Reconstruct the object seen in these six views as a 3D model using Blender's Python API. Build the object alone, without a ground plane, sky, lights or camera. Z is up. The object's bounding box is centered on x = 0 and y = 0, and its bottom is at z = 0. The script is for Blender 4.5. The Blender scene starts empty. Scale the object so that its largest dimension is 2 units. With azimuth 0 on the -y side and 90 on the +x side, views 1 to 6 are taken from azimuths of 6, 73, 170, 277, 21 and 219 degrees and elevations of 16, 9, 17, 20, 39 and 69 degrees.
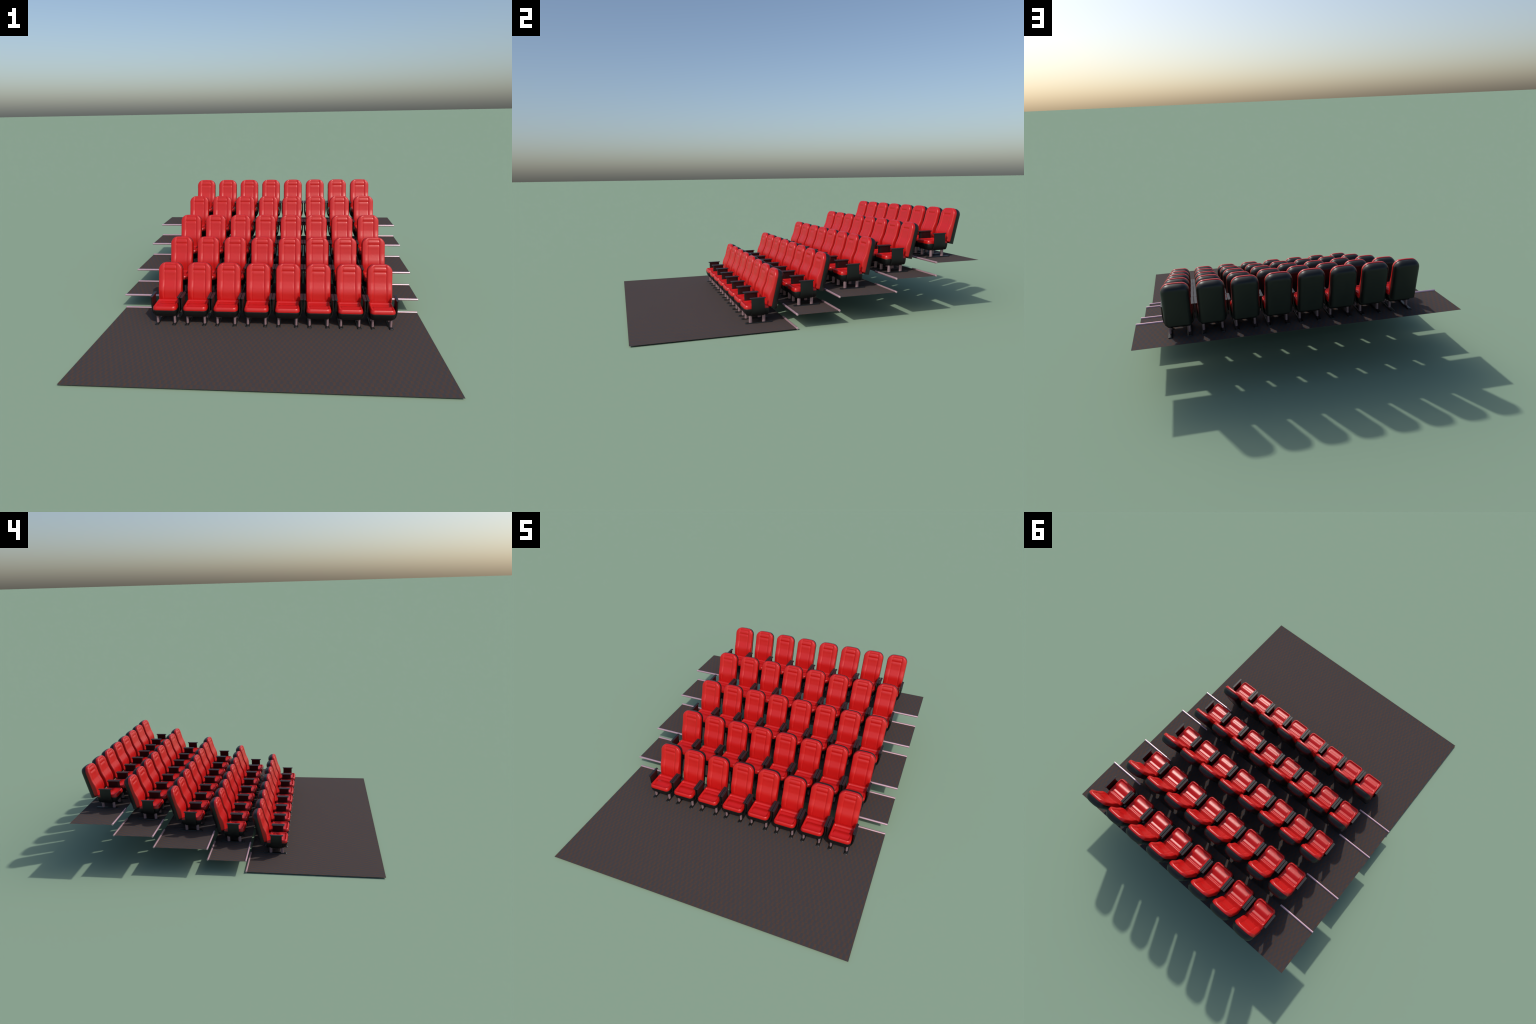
"""Tiered cinema seating: five carpeted platforms with steel nosing rails and
five rows of eight red leather chairs.  All sizes in metres, z up."""
import bpy, math
import numpy as np
from mathutils import Vector

# ------------------------------------------------------------------ layout
FLOOR_Z0, STEP_Z = 0.0055, 0.0761          # height of first floor, rise per tier
HALF_W = 0.8288                            # half width of every platform
TIER_Y = [-1.0, -0.1315, 0.1125, 0.4595, 0.7155, 1.0]   # platform borders in y
RAIL_R, RAIL_IN = 0.0060, 0.586            # nosing rail radius, inner end
CHAIR_X0, CHAIR_PITCH, PER_ROW = -0.5330, 0.16245, 8
ROW_Y0, ROW_PITCH, ROWS = -0.3445, 0.2858, 5             # y of the front legs

# ------------------------------------------------------------------ nodes
def new_mat(name):
    m = bpy.data.materials.new(name)
    m.use_nodes = True
    nt = m.node_tree
    return m, nt, nt.nodes['Principled BSDF']

def node(nt, kind, **kw):
    n = nt.nodes.new(kind)
    for k, v in kw.items():
        if k in n.inputs:
            n.inputs[k].default_value = v
        else:
            setattr(n, k, v)
    return n

def mix_col(nt, fac, a, b, blend='MIX'):
    n = nt.nodes.new('ShaderNodeMix')
    n.data_type = 'RGBA'
    n.blend_type = blend
    for sock, val in ((n.inputs[0], fac), (n.inputs[6], a), (n.inputs[7], b)):
        if isinstance(val, bpy.types.NodeSocket):
            nt.links.new(val, sock)
        else:
            sock.default_value = val if not isinstance(val, tuple) else (*val, 1.0)[:4]
    return n.outputs[2]

def scaled_coords(nt, scale, loc=(0, 0, 0)):
    tc = node(nt, 'ShaderNodeTexCoord')
    mp = node(nt, 'ShaderNodeMapping')
    mp.inputs['Scale'].default_value = scale
    mp.inputs['Location'].default_value = loc
    nt.links.new(tc.outputs['Object'], mp.inputs['Vector'])
    return mp.outputs['Vector']

def leather(name, col, col2, rough, bump, spec=0.5):
    """Leather or moulded plastic: slight tone drift, fine grain and creases."""
    m, nt, b = new_mat(name)
    v = scaled_coords(nt, (1, 1, 1))
    n1 = node(nt, 'ShaderNodeTexNoise', Scale=22.0, Detail=3.0)
    n2 = node(nt, 'ShaderNodeTexNoise', Scale=95.0, Detail=4.0)
    nt.links.new(v, n1.inputs['Vector'])
    nt.links.new(v, n2.inputs['Vector'])
    c = mix_col(nt, n1.outputs['Fac'], col, col2)
    nt.links.new(c, b.inputs['Base Color'])
    b.inputs['Roughness'].default_value = rough
    b.inputs['Specular IOR Level'].default_value = spec
    bp = node(nt, 'ShaderNodeBump', Strength=bump, Distance=0.0015)
    nt.links.new(n2.outputs['Fac'], bp.inputs['Height'])
    nt.links.new(bp.outputs['Normal'], b.inputs['Normal'])
    return m

def steel(name, col, rough, metal):
    m, nt, b = new_mat(name)
    v = scaled_coords(nt, (6, 90, 90))
    n1 = node(nt, 'ShaderNodeTexNoise', Scale=3.0, Detail=3.0)
    nt.links.new(v, n1.inputs['Vector'])
    c = mix_col(nt, n1.outputs['Fac'], col, tuple(x * 0.9 for x in col))
    nt.links.new(c, b.inputs['Base Color'])
    b.inputs['Metallic'].default_value = metal
    b.inputs['Roughness'].default_value = rough
    return m

def carpet(name):
    """Woven carpet: checks of brown and slate with rust-coloured flecks."""
    m, nt, b = new_mat(name)
    v = scaled_coords(nt, (1 / 0.0128, 1 / 0.0300, 0.0), (0.3, 0.1, 0.5))
    wob = node(nt, 'ShaderNodeTexNoise', Scale=4.5, Detail=3.0)
    nt.links.new(v, wob.inputs['Vector'])
    mad = node(nt, 'ShaderNodeVectorMath', operation='MULTIPLY_ADD')
    mad.inputs[1].default_value = (0.95, 0.6, 0.0)
    nt.links.new(wob.outputs['Color'], mad.inputs[0])
    nt.links.new(v, mad.inputs[2])
    chk = node(nt, 'ShaderNodeTexChecker', Scale=1.0)
    nt.links.new(mad.outputs[0], chk.inputs['Vector'])
    fine = node(nt, 'ShaderNodeTexNoise', Scale=5.0, Detail=3.0)
    nt.links.new(v, fine.inputs['Vector'])
    ramp = node(nt, 'ShaderNodeValToRGB')
    ramp.color_ramp.elements[0].position = 0.50
    ramp.color_ramp.elements[1].position = 0.68
    nt.links.new(fine.outputs['Fac'], ramp.inputs['Fac'])
    brown = mix_col(nt, ramp.outputs['Color'], CARPET_BROWN, CARPET_RUST)
    c = mix_col(nt, chk.outputs['Fac'], brown, CARPET_SLATE)
    nt.links.new(c, b.inputs['Base Color'])
    b.inputs['Roughness'].default_value = 0.9
    b.inputs['Specular IOR Level'].default_value = 0.2
    bp = node(nt, 'ShaderNodeBump', Strength=0.25, Distance=0.001)
    nt.links.new(fine.outputs['Fac'], bp.inputs['Height'])
    nt.links.new(bp.outputs['Normal'], b.inputs['Normal'])
    return m

CARPET_BROWN = (0.068, 0.045, 0.039)
CARPET_RUST = (0.098, 0.049, 0.023)
CARPET_SLATE = (0.049, 0.046, 0.049)
M_RED = leather('red_leather', (0.53, 0.0075, 0.0065), (0.48, 0.006, 0.0055), 0.35, 0.12)
M_BLACK = leather('black_moulded_plastic', (0.0066, 0.0072, 0.0068), (0.0056, 0.0062, 0.0058), 0.42, 0.04, 0.42)
M_PAD = leather('charcoal_vinyl', (0.016, 0.014, 0.016), (0.013, 0.012, 0.013), 0.45, 0.05)
M_LINING = leather('maroon_fabric', (0.022, 0.0018, 0.0022), (0.018, 0.0014, 0.0018), 0.7, 0.08, 0.25)
M_STEEL = steel('brushed_rose_steel', (0.74, 0.48, 0.54), 0.32, 0.62)
M_LEG = steel('shade_darkened_rose_steel', (0.41, 0.265, 0.285), 0.36, 0.45)  # rail steel with base colour darkened for the dimmer light on the legs
M_CARPET = carpet('woven_carpet')

# ------------------------------------------------------------------ mesh helpers
def mesh_from(name, verts, faces, mat, smooth=True, angle=None):
    me = bpy.data.meshes.new(name)
    me.from_pydata([tuple(map(float, v)) for v in verts], [], faces)
    me.materials.append(mat)
    me.validate()
    import bmesh
    bm = bmesh.new(); bm.from_mesh(me)
    bmesh.ops.recalc_face_normals(bm, faces=bm.faces)
    if angle is not None:
        for e in bm.edges:
            if len(e.link_faces) == 2 and e.calc_face_angle(0) > math.radians(angle):
                e.smooth = False
    bm.to_mesh(me); bm.free()
    for p in me.polygons:
        p.use_smooth = smooth
    return me

def smoothstep(a, b, x):
    t = np.clip((x - a) / (b - a), 0, 1)
    return t * t * (3 - 2 * t)

def bell(x, c, w):
    return np.exp(-((x - c) / w) ** 2)

def edge_spacing(n_edge, r, half, n_mid):
    """Offsets across a width of 2*half, packed towards both rounded edges."""
    e = [r * (1 - math.cos(math.pi / 2 * i / n_edge)) for i in range(n_edge + 1)]
    left = [-half + d for d in e]
    mid = list(np.linspace(-half + r, half - r, n_mid + 2)[1:-1])
    return np.array(left + mid + [-x for x in reversed(left)]) / half

def rounded_grid(us, vs, hw, hh, r_low, r_high):
    """Grid over a rectangle whose corners are rounded (low-v and high-v radii)."""
    U, V = np.meshgrid(us, vs)
    t = np.maximum(np.abs(U), np.abs(V)) + 1e-9
    bx, by = U / t * hw, V / t * hh                      # matching border point
    r = np.where(by > 0, r_high, r_low)
    qx, qy = np.abs(bx) - (hw - r), np.abs(by) - (hh - r)
    both = (qx > 0) & (qy > 0)
    L = np.sqrt(np.maximum(qx, 0) ** 2 + np.maximum(qy, 0) ** 2) + 1e-12
    k = np.where(both, r / L, 1.0)
    px = np.where(both, np.sign(bx) * (hw - r + qx * k), bx)
    py = np.where(both, np.sign(by) * (hh - r + qy * k), by)
    w = t ** 3
    return U * hw + w * (px - bx), V * hh + w * (py - by)

def edge_dist(X, Y, hw, hh, r_low, r_high, ignore_low=False):
    """Distance from a point inside the rounded rectangle to its border."""
    r = np.where(Y > 0, r_high, r_low)
    qx, qy = np.abs(X) - (hw - r), np.abs(Y) - (hh - r)
    if ignore_low:
        qy = np.where(Y > 0, qy, -1.0)
    out = np.sqrt(np.maximum(qx, 0) ** 2 + np.maximum(qy, 0) ** 2)
    return np.maximum(0, r - (out + np.minimum(np.maximum(qx, qy), 0)))

def dome(d, r):
    t = np.clip(d / r, 0, 1)
    return np.sqrt(np.clip(1 - (1 - t) ** 2, 0, 1))

def grid_faces(nu, nv):
    return [(j * nu + i, j * nu + i + 1, (j + 1) * nu + i + 1, (j + 1) * nu + i)
            for j in range(nv - 1) for i in range(nu - 1)]

def grid_border(nu, nv):
    b = [i for i in range(nu)]
    b += [j * nu + nu - 1 for j in range(1, nv)]
    b += [(nv - 1) * nu + i for i in range(nu - 2, -1, -1)]
    b += [j * nu for j in range(nv - 2, 0, -1)]
    return b

def close_with_skirt(verts, faces, border, skirt):
    """Add a ring of skirt vertices below the border and cap it."""
    verts = list(verts); faces = list(faces)
    base = len(verts); n = len(border)
    verts += list(skirt)
    for k in range(n):
        a, b2 = border[k], border[(k + 1) % n]
        faces.append((a, base + k, base + (k + 1) % n, b2))
    faces.append(tuple(range(base, base + n)))
    return verts, faces

def loft(rings, cap=True):
    n = len(rings[0]); V = []; F = []
    for r in rings:
        V += list(r)
    for k in range(len(rings) - 1):
        for i in range(n):
            F.append((k * n + i, k * n + (i + 1) % n, (k + 1) * n + (i + 1) % n, (k + 1) * n + i))
    if cap:
        F.append(tuple(range(n)))
        F.append(tuple(range((len(rings) - 1) * n, len(rings) * n)))
    return V, F

def rounded_rect(x0, x1, y0, y1, r, seg=6, r_back=None):
    """Counter-clockwise outline; r for the low-y corners, r_back for high-y."""
    rb = r if r_back is None else r_back
    pts = []
    for cx, cy, rr, a0 in ((x1 - r, y0 + r, r, -90), (x1 - rb, y1 - rb, rb, 0),
                           (x0 + rb, y1 - rb, rb, 90), (x0 + r, y0 + r, r, 180)):
        for i in range(seg + 1):
            a = math.radians(a0 + 90 * i / seg)
            pts.append((cx + rr * math.cos(a), cy + rr * math.sin(a)))
    return pts

def bevelled_slab(outline_fn, z0, z1, bev):
    """Plate with rounded upper and lower edges; outline_fn(inset) gives xy."""
    rings = []
    for z, ins in ((z0, bev), (z0 + bev * .3, bev * .3), (z0 + bev, 0),
                   (z1 - bev, 0), (z1 - bev * .3, bev * .3), (z1, bev)):
        rings.append([(x, y, z) for x, y in outline_fn(ins)])
    return loft(rings)

# ------------------------------------------------------------------ chair parts
# Chair frame: x = 0 in the middle, y = 0 at the front legs, z = 0 on the floor.
TILT = math.radians(13.3)
BACK_Y, BACK_Z = 0.1157, 0.087             # foot of the seam plane of the backrest
BACK_HW, BACK_H = 0.0666, 0.2120
SEAT_Y0, SEAT_Y1, SEAT_HW = -0.0345, 0.1065, 0.0645

def back_frame(x, n, s):
    """Backrest coordinates (n = rearwards from the seam plane, s = upwards)."""
    return np.stack([x, BACK_Y + n * math.cos(TILT) + s * math.sin(TILT),
                     BACK_Z - n * math.sin(TILT) + s * math.cos(TILT)], -1).reshape(-1, 3)

def top_crown(X, s):
    """The upper edge of the backrest arches gently."""
    return 0.0055 * (X / BACK_HW) ** 2 * smoothstep(0.13, 0.205, s)

def make_backrest_cushion():
    hw, hh = BACK_HW, BACK_H / 2
    us = edge_spacing(8, 0.008, hw, 38)
    vs = edge_spacing(8, 0.008, hh, 66)
    rl, rh = 0.010, 0.038
    X, Y = rounded_grid(us, vs, hw, hh, rl, rh)
    d = edge_dist(X, Y, hw, hh, rl, rh)
    s = Y + hh
    # thickness of the padding going up: lumbar bulge, thinner shoulders, head roll
    prof_s = [0.0, 0.010, 0.028, 0.048, 0.062, 0.076, 0.090, 0.112, 0.132, 0.153, 0.174, 0.192, 0.205, 0.213]
    prof_d = [.0190, .0205, .0238, .0266, .0270, .0255, .0222, .0181, .0177, .0174, .0174, .0165, .0150, .0140]
    depth = np.interp(s, prof_s, prof_d)
    kern = 0.006
    depth = (np.interp(s - kern, prof_s, prof_d) + 2 * depth + np.interp(s + kern, prof_s, prof_d)) / 4
    ax = np.abs(X)
    seam_x = 0.0345 - 0.0015 * smoothstep(0.02, 0.10, s)
    in_mid = 1 - smoothstep(seam_x - 0.003, seam_x + 0.003, ax)
    body = smoothstep(0.004, 0.03, s)
    # side bolsters stand slightly proud, the seams are stitched in
    depth = depth + body * (1 - in_mid) * 0.0012 * bell(ax, 0.046, 0.011)
    depth = depth - 0.0022 * bell(ax, seam_x, 0.0022) * smoothstep(0.004, 0.02, s) * (1 - smoothstep(0.190, 0.200, s))
    depth = depth - in_mid * body * 0.0012
    # two horizontal tucks form the headrest roll
    for sc, w, a in ((0.1945, 0.0036, 0.0020), (0.1680, 0.0055, 0.0021)):
        depth = depth - a * bell(s, sc + 6.0 * (ax * ax) * 0.15, w) * in_mid
    depth = depth + in_mid * 0.0006 * bell(s, 0.182, 0.007)
    depth = depth + in_mid * 0.0006 * bell(s, 0.153, 0.009)
    n = -depth * (0.84 * dome(d, 0.0062) + 0.16 * dome(d, 0.022))
    s = s - top_crown(X, s)
    P = back_frame(X, n, s)
    nu, nv = len(us), len(vs)
    border = grid_border(nu, nv)
    Xf, sf = X.reshape(-1)[border] * 0.992, s.reshape(-1)[border] - 0.0006
    sk = back_frame(Xf, np.full(len(border), 0.0028), sf)
    V, F = close_with_skirt(P, grid_faces(nu, nv), border, sk)
    return mesh_from('backrest_cushion', V, F, M_RED)

def make_backrest_shell():
    hw, hh = BACK_HW + 0.0003, (BACK_H + 0.0040) / 2
    us = edge_spacing(8, 0.020, hw, 8)
    vs = edge_spacing(8, 0.024, hh, 14)
    rl, rh = 0.0015, 0.036
    X, Y = rounded_grid(us, vs, hw, hh, rl, rh)
    d = edge_dist(X, Y, hw, hh, rl, rh, ignore_low=True)
    s = Y + hh - 0.0045
    # flat towards the foot, crowned towards the shoulders
    swell = 0.0048 * smoothstep(-0.02, 0.16, s)
    crown = 0.0380 + swell * (1 - np.minimum((X / 0.052) ** 2, 1.3))
    n = crown * (0.22 + 0.78 * dome(d, 0.021))
    s = s - top_crown(X, s)
    P = back_frame(X, n, s)
    nu, nv = len(us), len(vs)
    border = grid_border(nu, nv)
    # the shell swells slightly just behind the seam
    Xb, sb = X.reshape(-1)[border], s.reshape(-1)[border]
    sb = sb - 0.0024 * smoothstep(0.12, 0.20, sb)
    sk = back_frame(Xb * (1 - 0.0024 / hw), np.full(len(border), -0.0004), sb)
    V, F = close_with_skirt(P, grid_faces(nu, nv), border, sk)
    return mesh_from('backrest_shell', V, F, M_BLACK, angle=50)

def make_seat_cushion():
    hw, hh = SEAT_HW, (SEAT_Y1 - SEAT_Y0) / 2
    cy = (SEAT_Y1 + SEAT_Y0) / 2
    us = edge_spacing(7, 0.012, hw, 34)
    vs = edge_spacing(7, 0.012, hh, 44)
    rl, rh = 0.022, 0.013
    X, Y = rounded_grid(us, vs, hw, hh, rl, rh)
    d = edge_dist(X, Y, hw, hh, rl, rh)
    y = Y + cy
    h = np.full_like(X, 0.0205)
    # sunken middle inside a rolled rim; it ends at the ridge in front of the backrest
    bowl = smoothstep(0.007, 0.019, d) * (1 - smoothstep(0.064, 0.0755, y))
    h = h - 0.0090 * bowl
    inner = bowl * (1 - smoothstep(0.042, 0.053, np.abs(X)))
    h = h + inner * (0.0058 * bell(y, 0.019, 0.0165) + 0.0036 * bell(y, 0.0585, 0.0095))
    h = h - 0.0012 * bell(y, 0.0425, 0.004) * inner
    h = h + 0.0004 * bell(y, 0.0765, 0.005) * smoothstep(0.006, 0.014, d)
    h = h - 0.0065 * smoothstep(0.078, 0.098, y)
    h = h + 0.0008 * bell(y, -0.024, 0.008)
    z = 0.0855 + h * dome(d, 0.0110)
    P = np.stack([X, y, z], -1).reshape(-1, 3)
    nu, nv = len(us), len(vs)
    border = grid_border(nu, nv)
    B = P[border].copy(); B[:, 0] *= 0.985; B[:, 1] = (B[:, 1] - cy) * 0.985 + cy; B[:, 2] = 0.0835
    V, F = close_with_skirt(P, grid_faces(nu, nv), border, B)
    return mesh_from('seat_cushion', V, F, M_RED)

def make_seat_base():
    rings = []
    #           z      half width  front    rear   corner
    for z, hw, yf, yr, r in ((0.0440, 0.0480, -0.0100, 0.0960, 0.014),
                             (0.0444, 0.0525, -0.0150, 0.1000, 0.016),
                             (0.0465, 0.0560, -0.0195, 0.1022, 0.018),
                             (0.0515, 0.0595, -0.0240, 0.1035, 0.020),
                             (0.0590, 0.0620, -0.0285, 0.1048, 0.021),
                             (0.0690, 0.0638, -0.0318, 0.1058, 0.022),
                             (0.0790, 0.0648, -0.0340, 0.1064, 0.022),
                             (0.0845, 0.0646, -0.0342, 0.1064, 0.022),
                             (0.0860, 0.0634, -0.0330, 0.1052, 0.021)):
        rings.append([(x, y, z) for x, y in rounded_rect(-hw, hw, yf, yr, r, 7, r * 0.45)])
    V, F = loft(rings)
    return mesh_from('seat_base', V, F, M_BLACK, angle=60)

ARM_OUT = [(0.0772, 0.1452), (0.0780, 0.1300), (0.0784, 0.1120), (0.0780, 0.0960),
           (0.0766, 0.0800), (0.0740, 0.0655), (0.0692, 0.0530), (0.0632, 0.0455), (0.0560, 0.0434)]

def smooth_chain(pts, n):
    p = np.array(pts); t = np.linspace(0, len(p) - 1, n)
    out = []
    for q in t:
        i = min(int(q), len(p) - 2); f = q - i
        a, b, c, d = p[max(i - 1, 0)], p[i], p[i + 1], p[min(i + 2, len(p) - 1)]
        out.append(0.5 * (2 * b + (c - a) * f + (2 * a - 5 * b + 4 * c - d) * f ** 2 + (3 * b - a - 3 * c + d) * f ** 3))
    return np.array(out)

def arm_strip(thick, off):
    """Outer and inner chains of the bent side panel, seen from the front."""
    c = smooth_chain(ARM_OUT, 22)
    tan = np.gradient(c, axis=0); tan /= np.linalg.norm(tan, axis=1)[:, None]
    nrm = np.stack([tan[:, 1], -tan[:, 0]], 1)           # points inwards
    return c + nrm * off, c + nrm * (off + thick)

def make_armrest(side):
    out, inn = arm_strip(0.0068, 0.0)
    chain = list(out) + list(inn[::-1])
    y0, y1, bev = 0.0004, 0.0752, 0.0012
    cen = np.array(chain)
    mid = np.concatenate([(out + inn) / 2, ((out + inn) / 2)[::-1]])
    rings = []
    for y, k in ((y0, 0.72), (y0 + bev * .35, 0.92), (y0 + bev, 1.0), (y1 - bev, 1.0), (y1 - bev * .35, 0.92), (y1, 0.72)):
        rr = mid + (cen - mid) * k
        rings.append([(side * x, y, z) for x, z in rr])
    V, F = loft(rings)
    return mesh_from('armrest', V, F, M_BLACK, angle=45)

def make_armrest_lining(side):
    """Padded maroon facing on the inner side of the panel."""
    c = smooth_chain(ARM_OUT, 22)
    tan = np.gradient(c, axis=0); tan /= np.linalg.norm(tan, axis=1)[:, None]
    nrm = np.stack([tan[:, 1], -tan[:, 0]], 1)
    zs = np.linspace(0.1430, 0.0660, 12)
    base = np.stack([np.interp(zs, c[::-1, 1], c[::-1, 0]), zs], 1)
    nn = np.stack([np.interp(zs, c[::-1, 1], nrm[::-1, 0]), np.interp(zs, c[::-1, 1], nrm[::-1, 1])], 1)
    rings = []
    for y, h in ((0.0085, 0.0), (0.0095, 0.7), (0.0120, 1.0), (0.0640, 1.0), (0.0665, 0.7), (0.0675, 0.0)):
        inner = base + nn * (0.0066 + 0.0016 * h)
        outer = base + nn * 0.0058
        rings.append([(side * x, y, z) for x, z in list(outer) + list(inner[::-1])])
    V, F = loft(rings)
    return mesh_from('armrest_lining', V, F, M_LINING, angle=50)

def make_armrest_pad(side):
    def outline(ins):
        return rounded_rect(side * 0.0731 - 0.0069 + ins, side * 0.0731 + 0.0069 - ins,
                            -0.0080 + ins, 0.0808 - ins, max(0.0035 - ins, 0.001), 4, max(0.002 - ins, 0.0008))
    V, F = bevelled_slab(outline, 0.1442, 0.1497, 0.0009)
    return mesh_from('armrest_pad', V, F, M_PAD, angle=22)

def make_leg():
    n = 24; rings = []
    for z, k in ((-0.0002, 1.0), (0.022, 0.985), (0.0445, 1.0)):
        rings.append([(0.0067 * k * math.cos(2 * math.pi * i / n), 0.0098 * k * math.sin(2 * math.pi * i / n), z + 0.004) for i in range(n)])
    V, F = loft(rings)
    return mesh_from('leg', V, F, M_LEG, angle=50)

def make_foot_runner():
    rings = []
    for z, ins in ((0.0002, 0.0), (0.0012, 0.0), (0.0035, 0.0014), (0.0050, 0.0030), (0.0053, 0.0045)):
        rings.append([(x, y, z) for x, y in rounded_rect(-0.0108 + ins, 0.0108 - ins, -0.0318 + ins * 1.5, 0.1270 - ins, 0.005, 5, 0.0025)])
    V, F = loft(rings)
    return mesh_from('foot_runner', V, F, M_BLACK, angle=40)

# ------------------------------------------------------------------ assembly
COL = bpy.context.scene.collection

def place(name, data, parent=None, loc=(0, 0, 0)):
    o = bpy.data.objects.new(name, data)
    COL.objects.link(o)
    o.parent = parent
    o.location = loc
    return o

MESH = dict(seat_base=make_seat_base(), seat_cushion=make_seat_cushion(),
            backrest_shell=make_backrest_shell(), backrest_cushion=make_backrest_cushion(),
            leg=make_leg(), foot_runner=make_foot_runner())
ARMS = [(make_armrest(s), make_armrest_pad(s), make_armrest_lining(s)) for s in (-1, 1)]

for row in range(ROWS):
    for i in range(PER_ROW):
        chair = place('cinema_chair', None,
                      loc=(CHAIR_X0 + CHAIR_PITCH * i, ROW_Y0 + ROW_PITCH * row, FLOOR_Z0 + STEP_Z * row + 0.0006))
        chair.empty_display_size = 0.05
        chair['label'] = 'red leather cinema chair with black shell and armrests'
        chair['category'] = 'chair'
        for part in ('seat_base', 'seat_cushion', 'backrest_shell', 'backrest_cushion'):
            place(part, MESH[part], chair)
        for panel, pad, lining in ARMS:
            arm = place('armrest', panel, chair)
            place('armrest_pad', pad, arm)
            place('armrest_lining', lining, arm)
        for sx in (-1, 1):
            place('foot_runner', MESH['foot_runner'], chair, (sx * 0.0465, 0, 0))
            for ly in (0.0, 0.0765):
                place('leg', MESH['leg'], chair, (sx * 0.0465, ly, 0))

def make_rail():
    n = 20; half = (HALF_W - RAIL_IN) / 2; rings = []
    for x, k in ((-half, 0.86), (-half + 0.0008, 1.0), (half - 0.0008, 1.0), (half, 0.86)):
        rings.append([(x, RAIL_R * k * math.cos(2 * math.pi * a / n), RAIL_R * k * math.sin(2 * math.pi * a / n)) for a in range(n)])
    V, F = loft(rings)
    return mesh_from('nosing_rail', V, F, M_STEEL, angle=40)

RAIL = make_rail()
for k in range(ROWS):
    y0, y1 = TIER_Y[k], TIER_Y[k + 1]
    cy, hl, t = (y0 + y1) / 2, (y1 - y0) / 2, 0.0006
    fl = lambda ins: [(-HALF_W, -hl), (HALF_W, -hl), (HALF_W, hl), (-HALF_W, hl)]
    V, F = loft([[(x, y, -t) for x, y in fl(0)], [(x, y, 0.0) for x, y in fl(0)]])
    me = mesh_from('carpeted_platform', V, F, M_CARPET, smooth=False)
    plat = place('carpeted_platform', me, loc=(0, cy, FLOOR_Z0 + STEP_Z * k))
    plat['label'] = 'thin carpeted tier platform with steel nosing rails'
    plat['category'] = 'floor platform'
    ends = ([-hl] if k > 0 else []) + ([hl] if k < ROWS - 1 else [])
    for ey in ends:
        for sx in (-1, 1):
            place('nosing_rail', RAIL, plat, (sx * (HALF_W + RAIL_IN) / 2, ey, 0.0006))
